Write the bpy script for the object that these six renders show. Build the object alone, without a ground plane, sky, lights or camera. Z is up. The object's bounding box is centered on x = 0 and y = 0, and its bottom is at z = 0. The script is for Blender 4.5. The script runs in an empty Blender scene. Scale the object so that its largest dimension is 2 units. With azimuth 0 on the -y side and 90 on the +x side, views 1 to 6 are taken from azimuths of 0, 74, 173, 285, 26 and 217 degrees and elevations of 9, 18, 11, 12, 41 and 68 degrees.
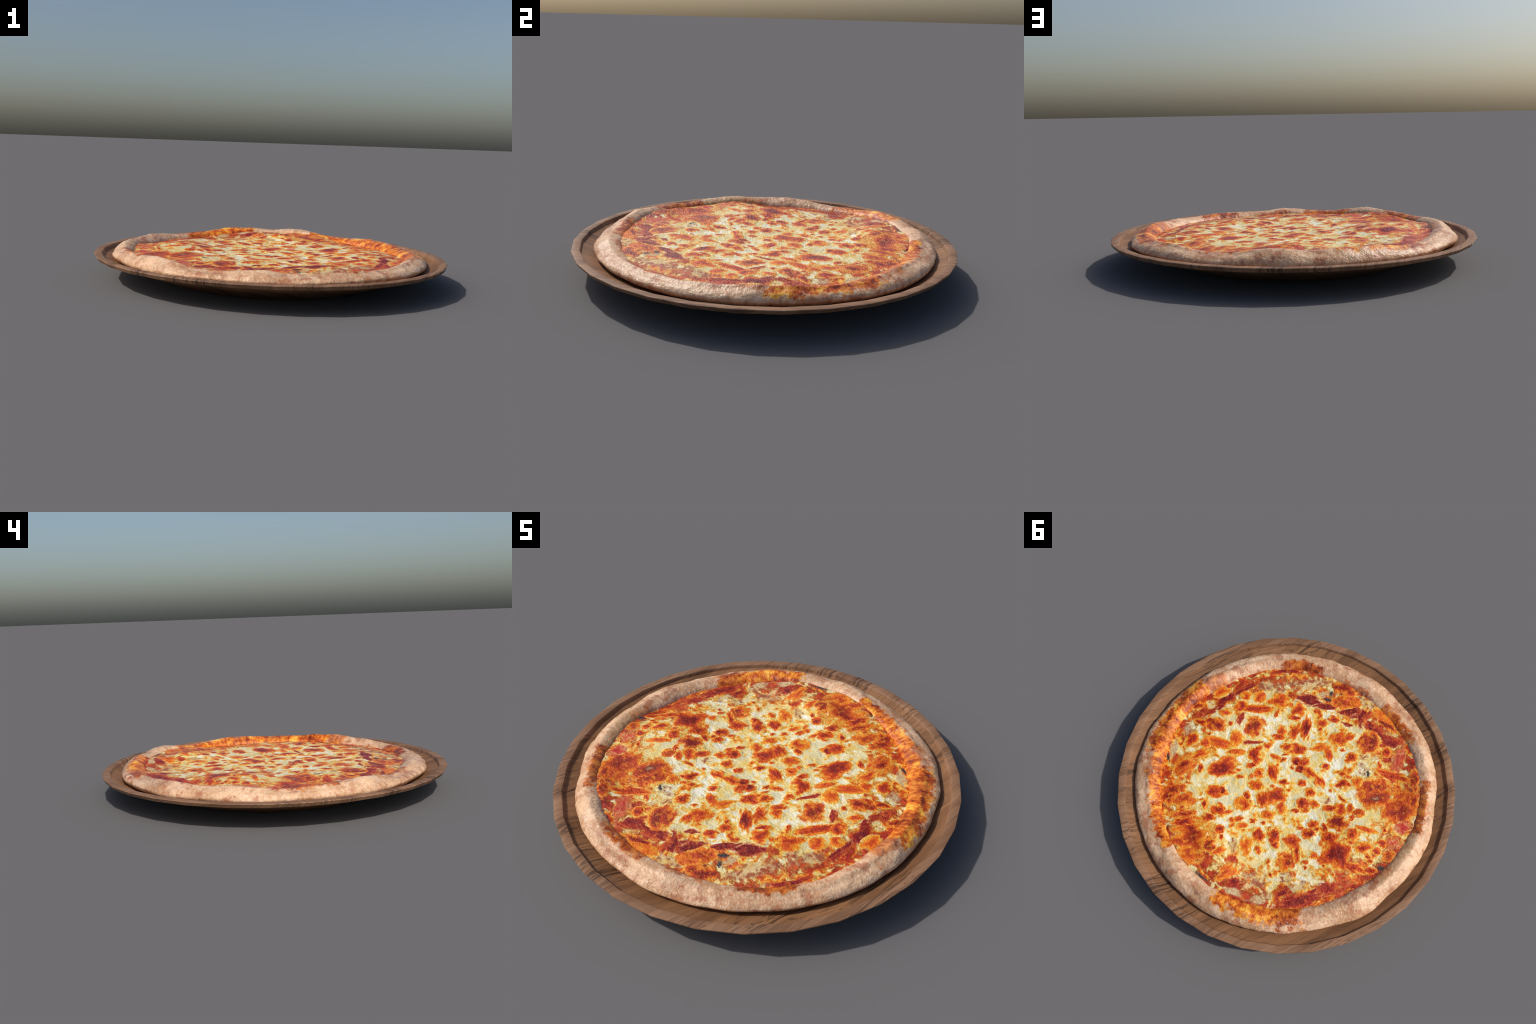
# A cheese pizza lying in a shallow round wooden plate.
import bpy, math, random
from mathutils import Vector, noise, Matrix

random.seed(11)
noise.seed_set(5)
TAU = 2 * math.pi
rad = math.radians

# ------------------------------------------------------------------ helpers
def new_mesh(name, verts, faces, mat, parent=None, smooth=True, sharp=None):
    me = bpy.data.meshes.new(name)
    me.from_pydata(verts, [], faces)
    me.validate()
    me.update()
    if smooth:
        me.polygons.foreach_set('use_smooth', [True] * len(me.polygons))
        if sharp:
            me.set_sharp_from_angle(angle=rad(sharp))
    me.materials.append(mat)
    ob = bpy.data.objects.new(name, me)
    bpy.context.scene.collection.objects.link(ob)
    if parent:
        ob.parent = parent
    return ob


def sstep(a, b, x):
    t = min(1.0, max(0.0, (x - a) / (b - a)))
    return t * t * (3 - 2 * t)


def periodic(points):
    """smooth closed curve through (azimuth in degrees, value) points"""
    pts = sorted((a % 360, v) for a, v in points)
    n = len(pts)

    def f(deg):
        d = deg % 360
        i = n - 1
        for k in range(n):
            if pts[k][0] <= d:
                i = k
        if d < pts[0][0]:
            i = n - 1
        a0, v1 = pts[i]
        a1, v2 = pts[(i + 1) % n]
        v0, v3 = pts[i - 1][1], pts[(i + 2) % n][1]
        span = (a1 - a0) % 360 or 360
        t = ((d - a0) % 360) / span
        return 0.5 * (2 * v1 + (v2 - v0) * t + (2 * v0 - 5 * v1 + 4 * v2 - v3) * t * t + (3 * v1 - v0 - 3 * v2 + v3) * t ** 3)
    return f


def spline(points, n):
    """n+1 points on a Catmull-Rom curve through 2D points"""
    P = [points[0]] + list(points) + [points[-1]]
    out = []
    m = len(points) - 1
    for j in range(n + 1):
        u = j / n * m
        i = min(int(u), m - 1)
        t = u - i
        q = []
        for c in (0, 1):
            p0, p1, p2, p3 = P[i][c], P[i + 1][c], P[i + 2][c], P[i + 3][c]
            q.append(0.5 * (2 * p1 + (p2 - p0) * t + (2 * p0 - 5 * p1 + 4 * p2 - p3) * t * t + (3 * p1 - p0 - 3 * p2 + p3) * t ** 3))
        out.append(q)
    return out


# --------------------------------------------------------- shader shorthand
class Nodes:
    def __init__(self, name):
        self.mat = bpy.data.materials.new(name)
        self.mat.use_nodes = True
        self.t = self.mat.node_tree
        self.t.nodes.clear()
        self.out = self.t.nodes.new('ShaderNodeOutputMaterial')
        self.bsdf = self.t.nodes.new('ShaderNodeBsdfPrincipled')
        self.t.links.new(self.bsdf.outputs[0], self.out.inputs[0])

    def put(self, sock, v):
        if isinstance(v, bpy.types.NodeSocket):
            self.t.links.new(v, sock)
        elif v is not None:
            sock.default_value = v

    def math(self, op, a, b=None, c=None, clamp=False):
        n = self.t.nodes.new('ShaderNodeMath')
        n.operation = op
        n.use_clamp = clamp
        for i, v in enumerate((a, b, c)):
            self.put(n.inputs[i], v)
        return n.outputs[0]

    def step(self, a, b, x):
        n = self.t.nodes.new('ShaderNodeMapRange')
        n.interpolation_type = 'SMOOTHSTEP'
        self.put(n.inputs['Value'], x)
        n.inputs['From Min'].default_value = min(a, b)
        n.inputs['From Max'].default_value = max(a, b)
        n.inputs['To Min'].default_value = 0.0 if a < b else 1.0
        n.inputs['To Max'].default_value = 1.0 if a < b else 0.0
        return n.outputs[0]

    def mix(self, f, a, b, mode='MIX'):
        n = self.t.nodes.new('ShaderNodeMix')
        n.data_type = 'RGBA'
        n.blend_type = mode
        self.put(n.inputs[0], f)
        self.put(n.inputs[6], a if isinstance(a, bpy.types.NodeSocket) else (*a, 1))
        self.put(n.inputs[7], b if isinstance(b, bpy.types.NodeSocket) else (*b, 1))
        return n.outputs[2]

    def ramp(self, x, stops):
        n = self.t.nodes.new('ShaderNodeValToRGB')
        e = n.color_ramp.elements
        while len(e) < len(stops):
            e.new(0.5)
        for k, (p, c) in zip(e, stops):
            k.position = p
            k.color = (*c, 1)
        self.put(n.inputs[0], x)
        return n.outputs[0]

    def noise(self, vec, scale, detail=3, rough=0.55, dist=0.0, color=False):
        n = self.t.nodes.new('ShaderNodeTexNoise')
        self.put(n.inputs['Vector'], vec)
        n.inputs['Scale'].default_value = scale
        n.inputs['Detail'].default_value = detail
        n.inputs['Roughness'].default_value = rough
        n.inputs['Distortion'].default_value = dist
        return n.outputs['Color' if color else 'Fac']

    def voronoi(self, vec, scale, feature='F1', rnd=1.0):
        n = self.t.nodes.new('ShaderNodeTexVoronoi')
        n.feature = feature
        self.put(n.inputs['Vector'], vec)
        n.inputs['Scale'].default_value = scale
        n.inputs['Randomness'].default_value = rnd
        return n.outputs['Distance']

    def vmath(self, op, a, b=None, scale=None):
        n = self.t.nodes.new('ShaderNodeVectorMath')
        n.operation = op
        self.put(n.inputs[0], a)
        if b is not None:
            self.put(n.inputs[1], b)
        if scale is not None:
            self.put(n.inputs['Scale'], scale)
        return n.outputs['Value'] if op in ('LENGTH', 'DOT_PRODUCT', 'DISTANCE') else n.outputs['Vector']

    def mapping(self, vec, rot=(0, 0, 0), scale=(1, 1, 1), loc=(0, 0, 0)):
        n = self.t.nodes.new('ShaderNodeMapping')
        self.put(n.inputs['Vector'], vec)
        n.inputs['Rotation'].default_value = rot
        n.inputs['Scale'].default_value = scale
        n.inputs['Location'].default_value = loc
        return n.outputs[0]

    def position(self):
        return self.t.nodes.new('ShaderNodeNewGeometry').outputs['Position']

    def object(self):
        return self.t.nodes.new('ShaderNodeTexCoord').outputs['Object']

    def xyz(self, v):
        n = self.t.nodes.new('ShaderNodeSeparateXYZ')
        self.put(n.inputs[0], v)
        return n.outputs

    def random(self):
        return self.t.nodes.new('ShaderNodeObjectInfo').outputs['Random']

    def finish(self, color, rough=0.5, bump=None, strength=0.5, distance=0.01, spec=0.5):
        self.put(self.bsdf.inputs['Base Color'], color)
        self.put(self.bsdf.inputs['Roughness'], rough)
        self.bsdf.inputs['Specular IOR Level'].default_value = spec
        if bump is not None:
            b = self.t.nodes.new('ShaderNodeBump')
            b.inputs['Strength'].default_value = strength
            b.inputs['Distance'].default_value = distance
            self.put(b.inputs['Height'], bump)
            self.t.links.new(b.outputs[0], self.bsdf.inputs['Normal'])
        return self.mat


# ---------------------------------------------------------------- materials
GRAIN = math.atan2(0.89, 0.45)          # direction the wood grain runs


def wood(name, light, dark, line, line_amount):
    n = Nodes(name)
    p = n.position()
    wob = n.noise(n.mapping(p, scale=(2.2, 2.2, 1)), 1.0, 2)
    g = n.mapping(p, rot=(0, 0, -GRAIN))
    x, y, z = n.xyz(g)
    yy = n.math('MULTIPLY_ADD', wob, 0.16, y)
    comb = n.t.nodes.new('ShaderNodeCombineXYZ')
    n.put(comb.inputs[0], x); n.put(comb.inputs[1], yy); n.put(comb.inputs[2], z)
    v = comb.outputs[0]
    broad = n.noise(n.mapping(v, scale=(1.4, 15, 3)), 1.0, 4, 0.6)
    fine = n.noise(n.mapping(v, scale=(7, 95, 12)), 1.0, 3, 0.65)
    pore = n.noise(n.mapping(v, scale=(2.2, 48, 4), loc=(3, 1, 0)), 1.0, 3, 0.6)
    where = n.noise(n.mapping(v, scale=(1.2, 4.0, 2), loc=(7, 2, 0)), 1.0, 2)
    ring = n.math('SINE', n.math('MULTIPLY_ADD', broad, 46.0, n.math('MULTIPLY', yy, 30.0)))
    col = n.mix(n.step(0.32, 0.68, broad), dark, light)
    col = n.mix(n.math('MULTIPLY', n.step(0.45, 0.75, fine), 0.5), col, dark)
    streak = n.math('MULTIPLY', n.step(0.56, 0.63, pore), n.step(0.38, 0.58, where))
    streak = n.math('MAXIMUM', streak, n.math('MULTIPLY', n.step(0.90, 0.99, ring), n.math('MULTIPLY', n.step(0.36, 0.58, where), 0.8)))
    col = n.mix(n.math('MULTIPLY', streak, line_amount), col, line)
    hairline = n.noise(n.mapping(v, scale=(5.0, 150, 9), loc=(1, 4, 0)), 1.0, 3, 0.6)
    col = n.mix(n.math('MULTIPLY', n.step(0.55, 0.68, hairline), 0.5), col, line)
    h = n.math('SUBTRACT', n.math('MULTIPLY', fine, 0.5), streak)
    return n.finish(col, n.math('MULTIPLY_ADD', fine, 0.2, 0.5), h, 0.55, 0.004, 0.35)


BAKE = [(0.0, (0.90, 0.81, 0.54)), (0.22, (0.88, 0.70, 0.28)), (0.35, (0.88, 0.48, 0.05)), (0.46, (0.86, 0.24, 0.012)),
        (0.58, (0.64, 0.080, 0.006)), (0.80, (0.28, 0.014, 0.004))]


def cheese_base(n, p):
    """mozzarella browned by place: cream, yellow oil, orange and red-brown blotches, more sauce near the crust"""
    warp = n.vmath('ADD', p, n.vmath('SCALE', n.vmath('SUBTRACT', n.noise(p, 6.0, 3, color=True), (0.5, 0.5, 0.5)), scale=0.14))
    a = n.noise(warp, 6.5, 3, 0.6)
    b = n.noise(n.mapping(warp, loc=(4, 2, 1)), 14, 4, 0.6)
    c = n.noise(n.mapping(warp, loc=(1, 7, 3)), 30, 4, 0.65)
    fine = n.noise(warp, 75, 4, 0.65)
    r = n.vmath('LENGTH', n.vmath('MULTIPLY', p, (1, 1, 0)))
    ring = n.step(0.40, 0.76, r)
    # how far this place is baked
    bake = n.math('MULTIPLY_ADD', n.math('SUBTRACT', b, 0.5), 2.1, n.math('MULTIPLY', n.math('SUBTRACT', c, 0.5), 1.25))
    bake = n.math('MULTIPLY_ADD', n.math('SUBTRACT', a, 0.5), 0.7, bake)
    bake = n.math('ADD', n.math('MULTIPLY_ADD', ring, 0.36, 0.12), bake)
    col = n.ramp(bake, BAKE)
    oil = n.noise(n.mapping(warp, loc=(8, 1, 6)), 9, 4, 0.65)
    col = n.mix(n.math('MULTIPLY', n.step(0.42, 0.62, oil), n.math('MULTIPLY', n.step(0.45, 0.20, bake), 0.75)), col, (0.86, 0.60, 0.15))
    stain = n.noise(n.mapping(warp, loc=(2, 9, 4)), 8, 4, 0.65)
    red = n.math('MULTIPLY', n.step(0.41, 0.54, stain), n.math('MULTIPLY', ring, n.step(0.12, 0.38, bake)))
    blood = n.ramp(c, [(0.38, (0.20, 0.010, 0.006)), (0.54, (0.42, 0.024, 0.010)), (0.68, (0.68, 0.11, 0.02))])
    col = n.mix(n.math('MULTIPLY', red, 0.9), col, blood)
    white = n.math('MULTIPLY', n.step(0.22, 0.02, bake), n.step(0.46, 0.60, a))
    col = n.mix(n.math('MULTIPLY', white, 0.8), col, (0.93, 0.90, 0.76))
    grey = n.math('MULTIPLY', n.step(0.26, 0.0, bake), n.step(0.50, 0.38, a))
    col = n.mix(n.math('MULTIPLY', grey, 0.5), col, (0.62, 0.54, 0.28))  # greenish shadows between the blisters, painted into the cheese colour
    pits = n.noise(n.mapping(p, rot=(0, 0, 0.6), scale=(34, 62, 40)), 1.0, 4, 0.62)
    h = n.math('MULTIPLY_ADD', fine, 0.35, n.math('MULTIPLY_ADD', pits, 1.2, n.math('MULTIPLY', b, 1.1)))
    return col, h


def cheese_material():
    n = Nodes('melted_cheese')
    col, h = cheese_base(n, n.position())
    return n.finish(col, 0.27, h, 0.75, 0.010, 0.32)


def topping_material(name, stops, ragged=0.8, mottle=None, rough=0.29, soft=(0.04, 0.20), bump=1.0):
    """patch whose colour runs from its ragged edge (0) to its heart (1), ending in the cheese around it"""
    n = Nodes(name)
    p = n.position()
    base, h = cheese_base(n, p)
    o = n.vmath('MULTIPLY', n.object(), (1, 1, 0))
    own = n.t.nodes.new('ShaderNodeCombineXYZ')
    n.put(own.inputs[2], n.math('MULTIPLY', n.random(), 60.0))
    shaped = n.vmath('ADD', o, own.outputs[0])
    bend = n.vmath('SUBTRACT', n.noise(shaped, 1.0, 3, 0.6, color=True), (0.5, 0.5, 0.5))
    d0 = n.vmath('LENGTH', o)
    d = n.vmath('LENGTH', n.vmath('MULTIPLY', n.vmath('ADD', o, n.vmath('SCALE', bend, scale=3.0 * ragged)), (1, 1, 0)))
    w = n.noise(p, 44, 4, 0.68)
    depth = n.math('SUBTRACT', 1.06, d)
    depth = n.math('MULTIPLY_ADD', n.math('SUBTRACT', w, 0.5), 0.30 + 0.35 * ragged, depth)
    heat = n.math('MULTIPLY_ADD', n.random(), 0.65, 0.42)
    tone = n.math('MULTIPLY', depth, heat)
    tone = n.math('MINIMUM', depth, tone)
    col = n.ramp(n.math('MULTIPLY_ADD', tone, 1 / 1.5, 1 / 3), [((q + 0.5) / 1.5, k) for q, k in stops])
    if mottle:
        kind, scale, lo, hi, mc, amount = mottle
        q = n.vmath('ADD', p, n.vmath('SCALE', n.noise(p, 30, 2, color=True), scale=0.03))
        f = n.noise(q, scale, 4, 0.65)
        if kind == 'dots':
            f = n.math('MULTIPLY_ADD', n.math('SUBTRACT', n.noise(p, 14, 2), 0.5), 1.6, n.math('SUBTRACT', 0.85, n.voronoi(q, scale * 1.6)))
        col = n.mix(n.math('MULTIPLY', n.step(lo, hi, f), amount), col, mc)
    rim = n.step(1.50, 1.15, d0)
    col = n.mix(n.math('MULTIPLY', n.step(soft[0], soft[1], depth), rim), base, col)
    h2 = n.math('MULTIPLY_ADD', n.noise(p, 100, 3, 0.6), 0.8 * bump, h)
    return n.finish(col, rough, h2, 0.75, 0.010, 0.28)


def crust_material():
    n = Nodes('baked_crust')
    p = n.position()
    x, y, z = n.xyz(p)
    flat = n.vmath('MULTIPLY', p, (1, 1, 0))
    r = n.vmath('LENGTH', flat)
    unit = n.vmath('NORMALIZE', flat)
    # dough grain is drawn out across the rim
    comb = n.t.nodes.new('ShaderNodeCombineXYZ')
    ux, uy, uz = n.xyz(unit)
    n.put(comb.inputs[0], ux); n.put(comb.inputs[1], uy)
    n.put(comb.inputs[2], n.math('MULTIPLY', n.math('SUBTRACT', r, z), 0.8))
    hair = n.noise(comb.outputs[0], 60, 4, 0.65)
    tooth = n.noise(comb.outputs[0], 30, 4, 0.72)
    a = n.noise(p, 6, 3, 0.6)
    b = n.noise(n.mapping(p, loc=(3, 5, 1)), 15, 4, 0.62)
    c = n.noise(n.mapping(p, loc=(9, 2, 4)), 50, 4, 0.65)
    col = n.mix(n.step(0.36, 0.62, a), (0.58, 0.32, 0.168), (0.78, 0.50, 0.305))
    tan = n.noise(n.mapping(p, loc=(7, 7, 2)), 9, 4, 0.65)
    col = n.mix(n.math('MULTIPLY', n.step(0.50, 0.66, tan), 0.75), col, (0.47, 0.225, 0.105))
    col = n.mix(n.math('MULTIPLY', n.step(0.48, 0.62, hair), 0.4), col, (0.90, 0.72, 0.53))  # cream highlights of the crust, tinted in along the grain
    col = n.mix(n.math('MULTIPLY', n.step(0.46, 0.34, hair), 0.35), col, (0.44, 0.21, 0.11))
    spot = n.math('MULTIPLY_ADD', n.math('SUBTRACT', hair, 0.5), 0.35, b)
    col = n.mix(n.math('MULTIPLY', n.step(0.52, 0.65, spot), 0.8), col, (0.42, 0.155, 0.075))
    col = n.mix(n.math('MULTIPLY', n.step(0.60, 0.72, c), 0.45), col, (0.36, 0.17, 0.085))
    # scorched, cheese-baked stretches: (azimuth, half width, outer radius, kind)
    ragged = n.math('SUBTRACT', tooth, 0.5)
    rag2 = n.math('SUBTRACT', n.noise(n.mapping(p, loc=(2, 8, 5)), 16, 4, 0.7), 0.5)
    ragged = n.math('MULTIPLY_ADD', rag2, 1.0, ragged)
    glow = n.math('MULTIPLY_ADD', n.math('SUBTRACT', hair, 0.5), 0.5, n.noise(n.mapping(p, loc=(6, 3, 7)), 15, 4, 0.68))
    gold = n.ramp(glow, [(0.33, (0.18, 0.022, 0.006)), (0.43, (0.46, 0.070, 0.008)), (0.53, (0.76, 0.22, 0.018)), (0.66, (0.90, 0.48, 0.07))])
    rust = n.ramp(glow, [(0.34, (0.15, 0.020, 0.007)), (0.48, (0.42, 0.080, 0.010)), (0.64, (0.70, 0.22, 0.03))])
    olive = n.mix(n.step(0.4, 0.6, c), (0.36, 0.18, 0.07), (0.56, 0.34, 0.16))
    for az, half, reach, paint, strength in BAKED:
        ang = n.math('ARCCOSINE', n.vmath('DOT_PRODUCT', unit, (math.cos(rad(az)), math.sin(rad(az)), 0)))
        fa = n.math('SUBTRACT', rad(half), ang)
        fa = n.math('MULTIPLY_ADD', ragged, 0.18, fa)
        fr = n.math('SUBTRACT', reach, r)
        fr = n.math('MULTIPLY_ADD', ragged, 0.14, fr)
        m = n.math('MULTIPLY', n.step(-0.015, 0.02, fa), n.step(-0.008, 0.012, fr))
        col = n.mix(n.math('MULTIPLY', m, strength), col, {'gold': gold, 'rust': rust, 'olive': olive}[paint])
    h = n.math('MULTIPLY_ADD', hair, 0.5, n.math('MULTIPLY', n.noise(p, 60, 3, 0.6), 1.0))
    return n.finish(col, 0.32, h, 0.55, 0.009, 0.32)


BAKED = [
    (-178, 14, 0.82, 'olive', 0.6), (-61, 10, 0.812, 'rust', 1), (-114, 10, 0.808, 'rust', 1), (-156, 11, 0.835, 'rust', 0.95),
    (-88, 6, 0.775, 'rust', 0.8), (114, 18, 0.845, 'gold', 1), (57, 11, 0.815, 'gold', 1), (36, 15, 0.81, 'gold', 0.95),
    (30, 5, 0.85, 'rust', 0.6), (4, 20, 0.868, 'gold', 1), (-20, 5, 0.84, 'rust', 0.75), (170, 4, 0.80, 'rust', 0.6),
    (128, 5, 0.86, 'rust', 0.85), (12, 5, 0.86, 'rust', 0.8), (-5, 4, 0.85, 'rust', 0.6),
]

# ------------------------------------------------------------------- shapes
SIDES = 32                               # the plate is turned with 32 flats


def lathe(name, profile, mat, parent, sharp=30):
    verts, faces = [], []
    for r, z in profile:
        for k in range(SIDES):
            a = TAU * k / SIDES
            verts.append((r * math.cos(a), r * math.sin(a), z))
    m = len(profile)
    for j in range(m - 1):
        for k in range(SIDES):
            k2 = (k + 1) % SIDES
            faces.append((j * SIDES + k, j * SIDES + k2, (j + 1) * SIDES + k2, (j + 1) * SIDES + k))
    if profile[0][0] < 0.7:
        faces.append([k for k in range(SIDES)][::-1])
    if profile[-1][0] < 0.7:
        faces.append([(m - 1) * SIDES + k for k in range(SIDES)])
    return new_mesh(name, verts, faces, mat, parent, True, sharp)


plate = bpy.data.objects.new('wooden_plate', None)
bpy.context.scene.collection.objects.link(plate)
plate['label'] = 'shallow round brown wooden plate with raised rim'
plate['category'] = 'plate'
dish_wood = wood('dish_wood', (0.31, 0.150, 0.066), (0.18, 0.082, 0.034), (0.032, 0.015, 0.008), 0.85)
rim_wood = wood('rim_wood', (0.33, 0.175, 0.095), (0.20, 0.098, 0.048), (0.045, 0.022, 0.012), 0.75)
# foot, flared underside and hollow of the dish (lathe runs from the foot outwards, then in)
lathe('dish', [(0.58, 0.0), (0.604, 0.002), (0.640, 0.017), (0.719, 0.044), (0.833, 0.081), (0.981, 0.126)], dish_wood, plate)
lathe('hollow', [(0.951, 0.130), (0.90, 0.113), (0.86, 0.101), (0.81, 0.094), (0.74, 0.089), (0.60, 0.088)], dish_wood, plate)
lathe('rim', [(0.981, 0.126), (0.989, 0.1265), (1.0, 0.144), (0.9985, 0.147), (0.990, 0.149), (0.965, 0.1487), (0.958, 0.147),
              (0.956, 0.145), (0.951, 0.130)], rim_wood, plate)

pizza = bpy.data.objects.new('pizza', None)
pizza.location = (0, 0, 0.092)
bpy.context.scene.collection.objects.link(pizza)
pizza['label'] = 'whole round cheese pizza with browned blisters and thick crust'
pizza['category'] = 'pizza'

crest = periodic([(180, .194), (170, .186), (155, .191), (143, .180), (134, .171), (121, .177), (110, .195), (100, .199), (87, .191), (76, .204),
                  (64, .180), (50, .171), (36, .187), (18, .176), (1, .177), (-11, .188), (-20, .188), (-35, .177), (-50, .172), (-67, .174),
                  (-83, .170), (-95, .182), (-113, .167), (-134, .198), (-147, .187), (-163, .179)])
brim = periodic([(-178, .172), (-169, .159), (-159, .158), (-152, .166), (-138, .176), (-128, .158), (-113, .151), (-98, .153), (-84, .150),
                 (-68, .145), (-36, .145), (0, .145), (20, .142), (36, .142), (52, .150), (64, .174), (76, .180), (88, .175), (99, .180),
                 (108, .166), (126, .148), (148, .148), (163, .147), (174, .168)])
inner_round = periodic([(0, .756), (22, .745), (45, .742), (67, .755), (90, .761), (112, .756), (135, .755), (157, .750), (180, .770), (202, .785),
                  (225, .777), (247, .755), (270, .747), (292, .760), (315, .763), (337, .752)])
def inner(deg):
    c, s = math.cos(rad(deg)), math.sin(rad(deg))
    return inner_round(deg) + 0.007 * noise.noise(Vector((c * 9, s * 9, 2.0))) + 0.004 * noise.noise(Vector((c * 24, s * 24, 7.0)))


outer = periodic([(0, .889), (22, .899), (45, .896), (60, .889), (79, .890), (90, .893), (101, .894), (124, .888), (135, .882), (146, .890),
                  (157, .899), (169, .888), (180, .892), (191, .898), (202, .886), (213, .889), (225, .892), (236, .890), (247, .885),
                  (258, .886), (270, .883), (292, .880), (315, .886), (337, .886)])


def crust_profile(deg):
    ri, ro, zb, zt = inner(deg), outer(deg), brim(deg), crest(deg)
    # hand-pinched dough: kinks along the rim
    c, s = math.cos(rad(deg)), math.sin(rad(deg))
    ro += 0.007 * noise.noise(Vector((c * 6, s * 6, 4.0)))
    zt += 0.004 * noise.noise(Vector((c * 7, s * 7, 9.0)))
    rc = ri + 0.42 * (ro - ri)
    return [(ri - 0.006, zb - 0.014), (ri, zb - 0.001), (ri + 0.018, zb + 0.45 * (zt - zb) + 0.003), (rc, zt),
            (rc + 0.33 * (ro - rc), zt - 0.008), (rc + 0.75 * (ro - rc), 0.5 * zt + 0.070), (ro, 0.138), (ro - 0.016, 0.115),
            (ro - 0.045, 0.101), (ro - 0.085, 0.095), (0.60, 0.093)]


def cheese_height(x, y):
    r = math.hypot(x, y)
    deg = math.degrees(math.atan2(y, x))
    t = sstep(0.80, 1.0, r / inner(deg))
    z = 0.148 + 0.004 * sstep(0.30, 0.48, r)
    for bx, by, up, wide in SWELLS:
        z += up * math.exp(-((x - bx) ** 2 + (y - by) ** 2) / (2 * wide * wide))
    z = brim(deg) * t + z * (1 - t)
    lumps = noise.fractal(Vector((x * 9, y * 9, 0.3)), 0.9, 2.0, 4)
    folds = 1 - abs(noise.noise(Vector((x * 11 + 3, y * 11, 1.7)))) * 2
    return z + (0.0030 * lumps + 0.0022 * folds * folds) * (1 - 0.7 * t) - 0.001


# swellings and hollows of the topping: x, y, height, spread
SWELLS = [(-0.53, 0.05, 0.027, 0.14), (-0.70, 0.03, 0.008, 0.08), (0.00, 0.64, 0.018, 0.08), (0.14, 0.60, 0.012, 0.07), (0.10, 0.60, 0.013, 0.09), (0.20, 0.50, 0.006, 0.10), (-0.33, -0.40, 0.007, 0.11),
          (-0.10, -0.43, 0.008, 0.11), (0.27, -0.46, 0.009, 0.11), (0.55, -0.10, 0.010, 0.11), (-0.56, 0.38, 0.008, 0.08),
          (-0.27, 0.61, -0.014, 0.09), (-0.58, -0.42, -0.010, 0.08)]


def build_crust():
    NA, NP = 420, 60
    verts, faces = [], []
    for k in range(NA):
        deg = 360 * k / NA
        ca, sa = math.cos(rad(deg)), math.sin(rad(deg))
        for r, z in spline(crust_profile(deg), NP):
            lump = noise.fractal(Vector((r * ca * 16, r * sa * 16, z * 16)), 0.8, 2.0, 4)
            f = 0.0030 * lump * sstep(0.10, 0.13, z)
            verts.append(((r + f) * ca, (r + f) * sa, z + f - 0.092))
    m = NP + 1
    for k in range(NA):
        k2 = (k + 1) % NA
        for j in range(NP):
            faces.append((k * m + j, k * m + j + 1, k2 * m + j + 1, k2 * m + j))
    faces.append([k * m + NP for k in range(NA)])
    return new_mesh('crust', verts, faces, crust_material(), pizza)


def build_cheese():
    NA, NR = 300, 110
    verts, faces = [(0, 0, cheese_height(0, 0) - 0.092)], []
    for j in range(1, NR + 1):
        s = j / NR
        for k in range(NA):
            deg = 360 * k / NA
            r = s * (inner(deg) + 0.004)
            x, y = r * math.cos(rad(deg)), r * math.sin(rad(deg))
            verts.append((x, y, cheese_height(x, y) - 0.092))
    for k in range(NA):
        faces.append((0, 1 + k, 1 + (k + 1) % NA))
    for j in range(NR - 1):
        for k in range(NA):
            k2 = (k + 1) % NA
            a, b = 1 + j * NA, 1 + (j + 1) * NA
            faces.append((a + k, b + k, b + k2, a + k2))
    return new_mesh('cheese', verts, faces, cheese_material(), pizza)


build_crust()
cheese = build_cheese()

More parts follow.
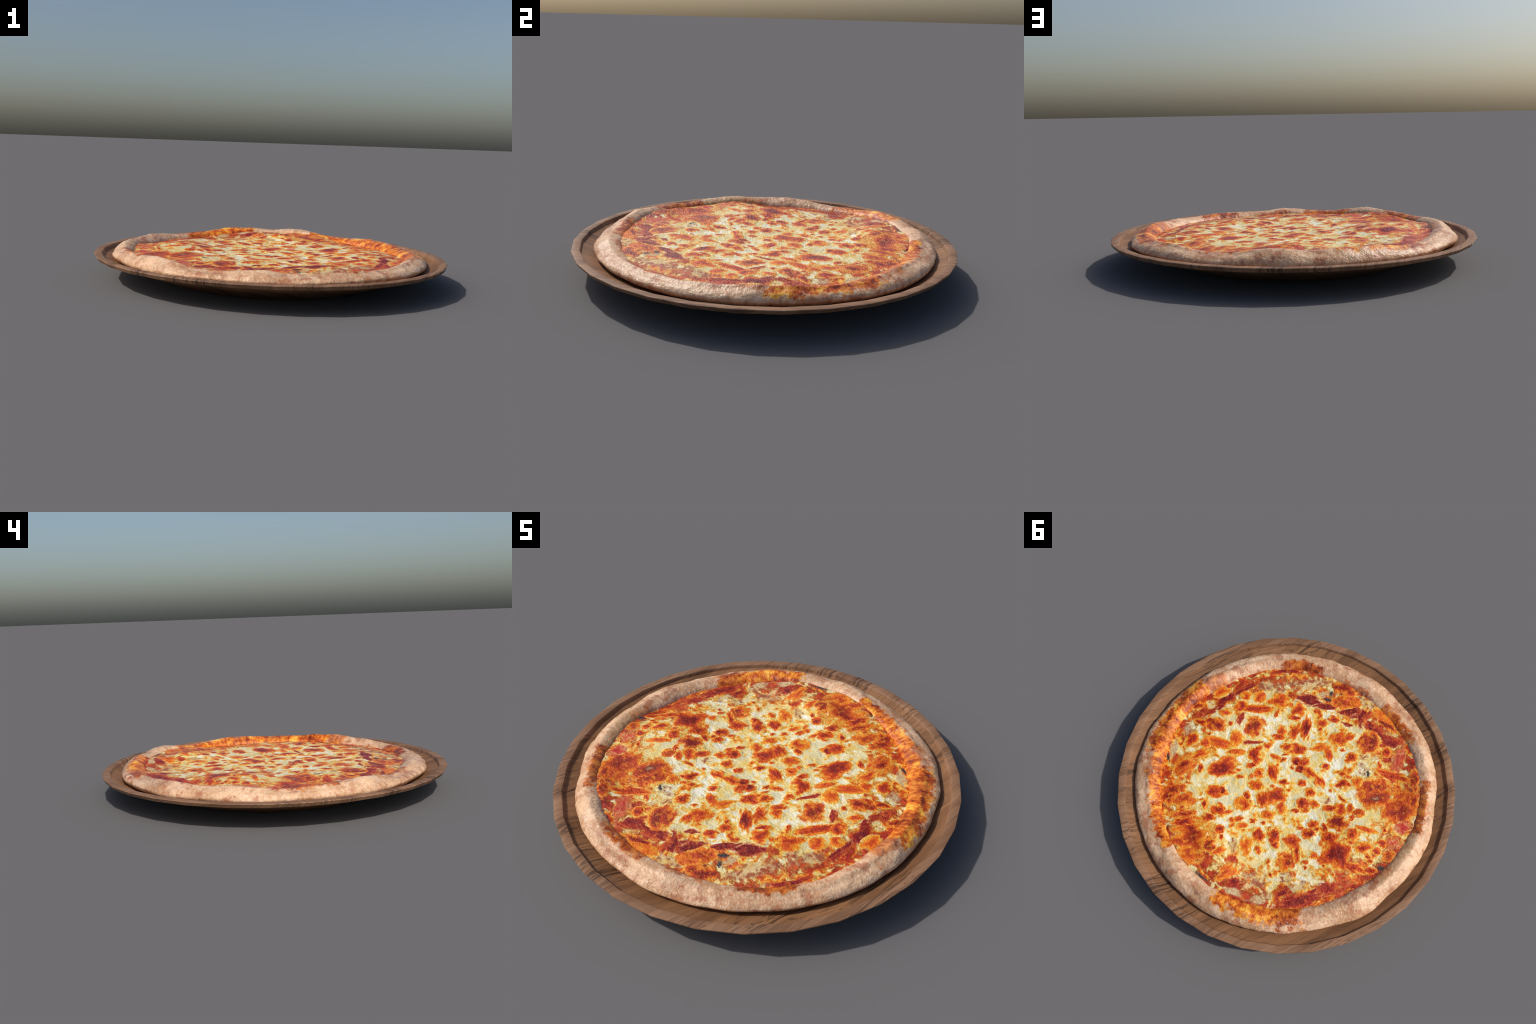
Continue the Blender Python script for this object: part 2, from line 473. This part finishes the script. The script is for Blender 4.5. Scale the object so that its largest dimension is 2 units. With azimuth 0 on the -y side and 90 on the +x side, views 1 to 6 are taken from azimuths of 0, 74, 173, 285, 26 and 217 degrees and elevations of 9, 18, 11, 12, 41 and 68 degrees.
# browned spots, sauce and sausage: centre x, y, half length, half width, direction in degrees
TOPPINGS = {
    'sauce': [
        (0.67, -0.07, 0.069, 0.032, 60), (0.62, -0.21, 0.079, 0.032, 82), (0.58, -0.34, 0.093, 0.016, 65), (0.47, -0.16, 0.039, 0.02, 103),
        (0.33, -0.07, 0.065, 0.012, 37), (0.45, -0.6, 0.067, 0.021, 37), (0.22, -0.52, 0.084, 0.033, 20), (0.11, -0.54, 0.087, 0.02, 31),
        (-0.04, -0.61, 0.063, 0.036, 32), (-0.12, -0.62, 0.058, 0.022, 111), (-0.23, -0.59, 0.09, 0.027, 178), (-0.35, -0.59, 0.078, 0.031, 9),
        (-0.45, -0.56, 0.044, 0.028, 121), (-0.07, -0.52, 0.036, 0.011, 14), (-0.13, 0.66, 0.047, 0.023, 57), (-0.39, 0.54, 0.033, 0.027, 37),
        (-0.57, 0.37, 0.058, 0.029, 58), (-0.49, 0.51, 0.125, 0.036, 52),
    ],
    'blister': [
        (0.21, 0.38, 0.045, 0.036, 0), (-0.07, 0.36, 0.042, 0.036, 130),
        (0.68, -0.24, 0.051, 0.033, 62), (0.54, -0.31, 0.034, 0.028, 34), (0.47, -0.35, 0.036, 0.036, 2), (0.35, -0.4, 0.063, 0.045, 23),
        (0.52, -0.24, 0.043, 0.036, 34), (0.43, -0.28, 0.104, 0.025, 37), (0.65, -0, 0.044, 0.019, 14), (0.57, -0.14, 0.036, 0.02, 36),
        (0.62, 0.12, 0.054, 0.031, 78), (0.54, 0.09, 0.031, 0.028, 140), (0.47, 0.04, 0.09, 0.031, 15), (0.41, -0.04, 0.046, 0.035, 130),
        (0.52, 0.17, 0.057, 0.024, 59), (0.3, 0.15, 0.035, 0.019, 36), (0.36, 0.03, 0.051, 0.022, 37), (0.25, -0.03, 0.055, 0.042, 115),
        (0.23, 0.04, 0.031, 0.019, 36), (0.23, -0.12, 0.026, 0.024, 34), (0.15, -0.09, 0.031, 0.017, 14), (0.21, -0.21, 0.038, 0.022, 37),
        (0.1, -0, 0.052, 0.031, 136), (0.16, 0.05, 0.032, 0.027, 35), (0.13, 0.12, 0.041, 0.034, 35), (0.3, 0.3, 0.054, 0.037, 35),
        (0.24, 0.14, 0.028, 0.013, 37), (0.22, -0.42, 0.043, 0.04, 40), (0.21, -0.36, 0.037, 0.018, 37), (0.05, -0.44, 0.029, 0.027, 47),
        (0.01, -0.5, 0.033, 0.023, 19), (-0.09, -0.41, 0.051, 0.039, 39), (-0.13, -0.45, 0.044, 0.022, 65), (-0.48, -0.62, 0.041, 0.035, 113),
        (-0.03, -0.3, 0.058, 0.024, 43), (-0.1, -0.29, 0.041, 0.023, 135), (0.13, -0.18, 0.035, 0.027, 37), (0.07, -0.21, 0.049, 0.034, 37),
        (-0.22, -0.35, 0.043, 0.03, 63), (-0.13, -0.22, 0.024, 0.02, 40), (-0.08, -0.13, 0.049, 0.025, 173), (-0.15, -0.12, 0.047, 0.026, 157),
        (-0.24, -0.24, 0.021, 0.016, 39), (-0.28, -0.19, 0.041, 0.027, 38), (-0.34, -0.25, 0.037, 0.03, 120), (-0.37, -0.51, 0.03, 0.024, 118),
        (-0.08, -0.05, 0.024, 0.021, 39), (0.22, -0.25, 0.035, 0.027, 127), (-0.15, -0.03, 0.03, 0.025, 39), (0.01, 0.01, 0.028, 0.019, 37),
        (0.29, 0.29, 0.061, 0.029, 25), (0.12, 0.26, 0.045, 0.043, 74), (-0.04, 0.23, 0.04, 0.029, 36), (-0.07, 0.14, 0.043, 0.028, 127),
        (0.13, 0.21, 0.03, 0.02, 129), (0.16, 0.36, 0.04, 0.014, 47), (0.11, 0.38, 0.018, 0.015, 34), (0.04, 0.37, 0.034, 0.016, 37),
        (0.01, 0.31, 0.021, 0.015, 36), (0.13, 0.47, 0.027, 0.026, 145), (0.05, 0.58, 0.042, 0.021, 58), (-0.05, 0.45, 0.054, 0.032, 119),
        (-0.18, 0.35, 0.023, 0.021, 36), (-0.12, 0.43, 0.027, 0.018, 128), (-0.21, 0.45, 0.015, 0.014, 34), (-0.29, 0.41, 0.04, 0.025, 127),
        (-0.16, -0.03, 0.026, 0.023, 39), (-0.21, 0.02, 0.037, 0.022, 15), (-0.19, 0.07, 0.027, 0.022, 38), (-0.36, -0.05, 0.043, 0.04, 112),
        (-0.4, -0.08, 0.03, 0.024, 122), (-0.55, -0.03, 0.059, 0.02, 21), (-0.5, 0.04, 0.035, 0.03, 120), (-0.28, 0.12, 0.03, 0.022, 38),
        (-0.24, 0.18, 0.021, 0.012, 37), (-0.3, 0.3, 0.069, 0.023, 122), (-0.4, 0.13, 0.039, 0.03, 39), (-0.4, 0.27, 0.026, 0.022, 40),
        (-0.6, 0.07, 0.046, 0.034, 40), (-0.67, 0.04, 0.026, 0.021, 43), (-0.67, -0.02, 0.028, 0.023, 118), (-0.38, 0.33, 0.018, 0.012, 37),
        (-0.67, 0.11, 0.02, 0.012, 38),
    ],
    'brown': [
        (-0.25, -0.51, 0.075, 0.062, 113),
        (0.36, -0.17, 0.064, 0.058, 131), (0.57, -0.04, 0.067, 0.038, 13), (0.55, 0.27, 0.081, 0.045, 77), (0.51, 0.44, 0.073, 0.049, 34),
        (0.74, -0.08, 0.036, 0.022, 35), (0.02, -0.64, 0.076, 0.048, 38), (0.07, -0.72, 0.06, 0.049, 8), (-0.28, -0.67, 0.073, 0.024, 177),
        (-0.61, -0.45, 0.071, 0.03, 122), (-0.44, -0.28, 0.086, 0.053, 39), (0.41, 0.45, 0.066, 0.043, 35), (0.51, 0.49, 0.056, 0.039, 133),
        (0.24, 0.58, 0.108, 0.093, 17), (0.36, 0.52, 0.069, 0.029, 36), (0.16, 0.69, 0.061, 0.04, 24), (0.11, 0.58, 0.042, 0.039, 151),
        (-0.06, 0.65, 0.069, 0.03, 68), (-0.45, -0.09, 0.034, 0.025, 39), (-0.39, 0.03, 0.057, 0.05, 43), (-0.48, -0.24, 0.092, 0.07, 41),
        (-0.62, -0.25, 0.103, 0.086, 78), (-0.29, 0.39, 0.046, 0.046, 69), (-0.74, 0.02, 0.04, 0.027, 60), (-0.6, 0.44, 0.052, 0.02, 62),
        (-0.68, 0.31, 0.027, 0.014, 58), (-0.67, -0.35, 0.059, 0.026, 122),
    ],
    'dark': [
        (0.36, 0.15, 0.074, 0.045, 60), (0.27, 0.27, 0.027, 0.024, 135), (0.11, -0.35, 0.072, 0.027, 117), (0.15, -0.29, 0.055, 0.023, 90),
        (-0.49, -0.41, 0.089, 0.026, 17), (0.03, -0.14, 0.031, 0.025, 38), (-0.01, -0.16, 0.031, 0.029, 42), (-0.02, -0.12, 0.031, 0.02, 37),
        (0.04, 0.17, 0.041, 0.034, 129), (-0.01, 0.11, 0.053, 0.044, 37), (0.22, 0.45, 0.034, 0.022, 35), (0.32, 0.56, 0.059, 0.022, 36),
        (-0.14, 0.31, 0.04, 0.03, 127), (-0.16, 0.05, 0.033, 0.029, 39), (-0.31, -0.02, 0.041, 0.021, 37), (-0.3, 0.18, 0.034, 0.028, 39),
        (-0.25, 0.28, 0.047, 0.036, 3), (-0.48, 0.19, 0.083, 0.076, 116), (-0.62, 0.19, 0.06, 0.022, 16), (-0.7, 0.15, 0.033, 0.017, 38),
    ],
    'meat': [
        (0.49, -0.44, 0.084, 0.049, 49), (0.41, -0.48, 0.06, 0.052, 37), (0.28, -0.62, 0.133, 0.076, 31), (-0.09, -0.72, 0.081, 0.035, 176),
        (-0.28, -0.41, 0.038, 0.026, 39), (-0.32, -0.35, 0.044, 0.037, 118), (-0.34, -0.44, 0.027, 0.018, 39), (0.01, 0.49, 0.041, 0.024, 129),
        (-0.22, 0.6, 0.082, 0.064, 57), (-0.33, 0.45, 0.041, 0.034, 37), (-0.32, 0.62, 0.044, 0.032, 36), (-0.27, -0.05, 0.032, 0.024, 39),
        (-0.34, 0.47, 0.042, 0.039, 37), (-0.44, 0.45, 0.045, 0.034, 38),
    ],
    'dough': [
        (0.68, 0.23, 0.066, 0.029, 122), (0.69, 0.08, 0.055, 0.031, 114), (0.16, -0.6, 0.044, 0.033, 52), (-0.29, 0.66, 0.069, 0.031, 37),
        (-0.16, 0.71, 0.063, 0.026, 17), (-0.41, 0.5, 0.039, 0.023, 37),
    ],
    'char': [
        (0.67, 0.29, 0.044, 0.009, 139), (0.73, -0.08, 0.014, 0.008, 36), (0.12, -0.59, 0.039, 0.012, 14), (0.13, -0.64, 0.028, 0.011, 125),
        (-0.36, -0.33, 0.023, 0.015, 123), (0.04, 0.75, 0.062, 0.014, 177), (-0.74, 0.11, 0.033, 0.017, 27),
    ],
    'golden': [
        (-0.23, -0.70, 0.070, 0.031, 171),
    ],
    'tomato': [
        (-0.46, -0.51, 0.103, 0.039, 112), (-0.7, -0.17, 0.054, 0.04, 72), (-0.72, -0.06, 0.048, 0.036, 80),
    ],
    'bulls': [
        (-0.48, -0.23, 0.041, 0.034, 43),
    ],
}

KINDS = {
    'blister': ('browned_blister', 0.0036, topping_material('browned_blister',
        [(-0.40, (0.86, 0.68, 0.26)), (-0.14, (0.88, 0.50, 0.06)), (0.04, (0.88, 0.27, 0.010)), (0.24, (0.74, 0.110, 0.005)), (0.50, (0.52, 0.038, 0.004)), (0.90, (0.26, 0.010, 0.004))],
        0.9, ('noise', 85, 0.57, 0.72, (0.96, 0.40, 0.04), 0.5), soft=(-0.42, -0.05))),  # mottle lightens flecks to bright orange: highlights baked into the blister
    'dark': ('dark_blister', 0.0042, topping_material('dark_blister',
        [(-0.40, (0.84, 0.62, 0.20)), (-0.14, (0.88, 0.42, 0.04)), (0.04, (0.82, 0.17, 0.007)), (0.24, (0.54, 0.044, 0.004)), (0.62, (0.20, 0.007, 0.004))],
        0.95, ('noise', 85, 0.57, 0.73, (0.90, 0.24, 0.02), 0.45), soft=(-0.42, -0.05))),
    'brown': ('browned_patch', 0.0028, topping_material('browned_patch',
        [(-0.35, (0.84, 0.62, 0.20)), (-0.12, (0.86, 0.38, 0.03)), (0.06, (0.78, 0.17, 0.009)), (0.30, (0.54, 0.058, 0.006)), (0.7, (0.24, 0.012, 0.005))],
        1.1, ('noise', 36, 0.50, 0.66, (0.88, 0.28, 0.015), 0.7), soft=(-0.40, 0.0))),
    'golden': ('golden_blister', 0.0030, topping_material('golden_blister',
        [(-0.35, (0.84, 0.60, 0.16)), (-0.05, (0.86, 0.32, 0.012)), (0.16, (0.80, 0.15, 0.006)), (0.42, (0.86, 0.27, 0.012)), (0.85, (0.90, 0.46, 0.05))],
        0.9, ('noise', 34, 0.48, 0.62, (0.72, 0.10, 0.006), 0.9), soft=(-0.4, 0.0))),
    'sauce': ('tomato_sauce', 0.0016, topping_material('tomato_sauce',
        [(0.02, (0.64, 0.20, 0.02)), (0.14, (0.52, 0.055, 0.012)), (0.45, (0.30, 0.014, 0.009)), (0.8, (0.17, 0.008, 0.008))],
        1.0, ('noise', 40, 0.52, 0.68, (0.66, 0.13, 0.02), 0.8), rough=0.36, soft=(-0.25, 0.45))),
    'tomato': ('tomato_piece', 0.0024, topping_material('tomato_piece',
        [(0.02, (0.74, 0.30, 0.07)), (0.2, (0.70, 0.12, 0.04)), (0.5, (0.60, 0.045, 0.028)), (0.8, (0.46, 0.018, 0.018))],
        1.1, ('noise', 34, 0.48, 0.64, (0.74, 0.34, 0.14), 0.85), rough=0.36, soft=(-0.25, 0.5))),
    'meat': ('spotted_sausage', 0.0012, topping_material('spotted_sausage',
        [(0.02, (0.68, 0.44, 0.16)), (0.3, (0.60, 0.42, 0.19)), (0.5, (0.68, 0.47, 0.22)), (0.8, (0.74, 0.52, 0.24))],
        1.4, ('dots', 22, 0.10, 0.46, (0.34, 0.060, 0.022), 0.9), rough=0.36, soft=(-0.15, 0.8), bump=0.5)),
    'dough': ('bare_dough', 0.0011, topping_material('bare_dough',
        [(0.02, (0.60, 0.38, 0.16)), (0.4, (0.54, 0.38, 0.19)), (0.8, (0.64, 0.46, 0.25))],
        1.0, ('noise', 30, 0.55, 0.68, (0.40, 0.16, 0.05), 0.5), rough=0.5, soft=(-0.15, 0.8), bump=0.5)),
    'char': ('charred_edge', 0.0014, topping_material('charred_edge',
        [(0.02, (0.24, 0.12, 0.07)), (0.3, (0.08, 0.055, 0.05)), (0.8, (0.035, 0.030, 0.032))],
        1.0, ('noise', 40, 0.52, 0.68, (0.26, 0.09, 0.03), 0.7), rough=0.4, soft=(-0.05, 0.5))),
    'bulls': ('olive_slice', 0.0030, topping_material('olive_slice',
        [(0.02, (0.45, 0.08, 0.012)), (0.30, (0.22, 0.030, 0.012)), (0.48, (0.40, 0.20, 0.10)), (0.75, (0.50, 0.37, 0.20))],
        0.35, None, rough=0.4)),
}
ORDER = {'dough': 0, 'meat': 1, 'sauce': 2, 'brown': 3, 'tomato': 4, 'golden': 5, 'dark': 6, 'blister': 7, 'char': 8, 'bulls': 9}
serial = 0


def add_topping(kind, x, y, rx, ry, deg):
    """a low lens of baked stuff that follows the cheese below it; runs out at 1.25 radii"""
    global serial
    serial += 1
    name, high, mat = KINDS[kind]
    NR, NA = 9, 32
    R = 1.62
    ca, sa = math.cos(rad(deg)), math.sin(rad(deg))
    z0 = cheese_height(x, y)
    lift = 0.00003 * ORDER[kind]
    rise = high * min(1.0, 0.45 + ry / 0.06)
    verts, faces = [], []

    def place(u, v, down=0.0):
        px, py = x + u * rx * ca - v * ry * sa, y + u * rx * sa + v * ry * ca
        pr = math.hypot(px, py)
        lim = inner(math.degrees(math.atan2(py, px))) + 0.002
        if pr > lim:
            px, py = px * lim / pr, py * lim / pr
        d = math.hypot(u, v) / R
        bump = rise * (1 - (d * R / 1.5) ** 2) * (1.0 if d * R < 1.5 else 3.0)
        lump = 0.25 * rise * noise.noise(Vector((px * 45, py * 45, serial)))
        z = cheese_height(px, py) + lift + bump + lump * (1 - d) - down
        ex, ey = px - x, py - y
        return ((ex * ca + ey * sa) / rx, (-ex * sa + ey * ca) / ry, z - z0)

    verts.append(place(0, 0))
    for j in range(1, NR + 1):
        s = R * j / NR
        for k in range(NA):
            verts.append(place(s * math.cos(TAU * k / NA), s * math.sin(TAU * k / NA)))
    for k in range(NA):
        faces.append((0, 1 + k, 1 + (k + 1) % NA))
    for j in range(NR - 1):
        for k in range(NA):
            k2 = (k + 1) % NA
            a, b = 1 + j * NA, 1 + (j + 1) * NA
            faces.append((a + k, b + k, b + k2, a + k2))
    verts.append((0, 0, verts[0][2] - rise - 0.012))          # underside, sunk in the cheese
    for k in range(NA):
        faces.append((1 + (NR - 1) * NA + (k + 1) % NA, 1 + (NR - 1) * NA + k, len(verts) - 1))
    ob = new_mesh(name, verts, faces, mat, cheese, True, 70)
    ob.location = (x, y, z0 - 0.092)
    ob.rotation_euler = (0, 0, rad(deg))
    ob.scale = (rx, ry, 1)
    return ob


for kind in sorted(TOPPINGS, key=ORDER.get):
    for x, y, rx, ry, deg in TOPPINGS[kind]:
        grow = {'blister': 0.98, 'dark': 1.08, 'brown': 1.0, 'sauce': 1.25, 'meat': 1.0}.get(kind, 1.05)
        add_topping(kind, x, y, rx * grow, ry * grow, deg)

# small browned freckles between the big ones
taken = [(s[0], s[1], s[2]) for k in TOPPINGS for s in TOPPINGS[k]]
freckles = 0
while freckles < 26:
    a, r = random.uniform(0, TAU), 0.70 * math.sqrt(random.random())
    x, y = r * math.cos(a), r * math.sin(a)
    if any(math.hypot(x - tx, y - ty) < tr + 0.012 for tx, ty, tr in taken):
        continue
    s = random.uniform(0.008, 0.016)
    taken.append((x, y, s * 1.6))
    add_topping('blister', x, y, s * random.uniform(1, 1.9), s, random.uniform(0, 180))
    freckles += 1
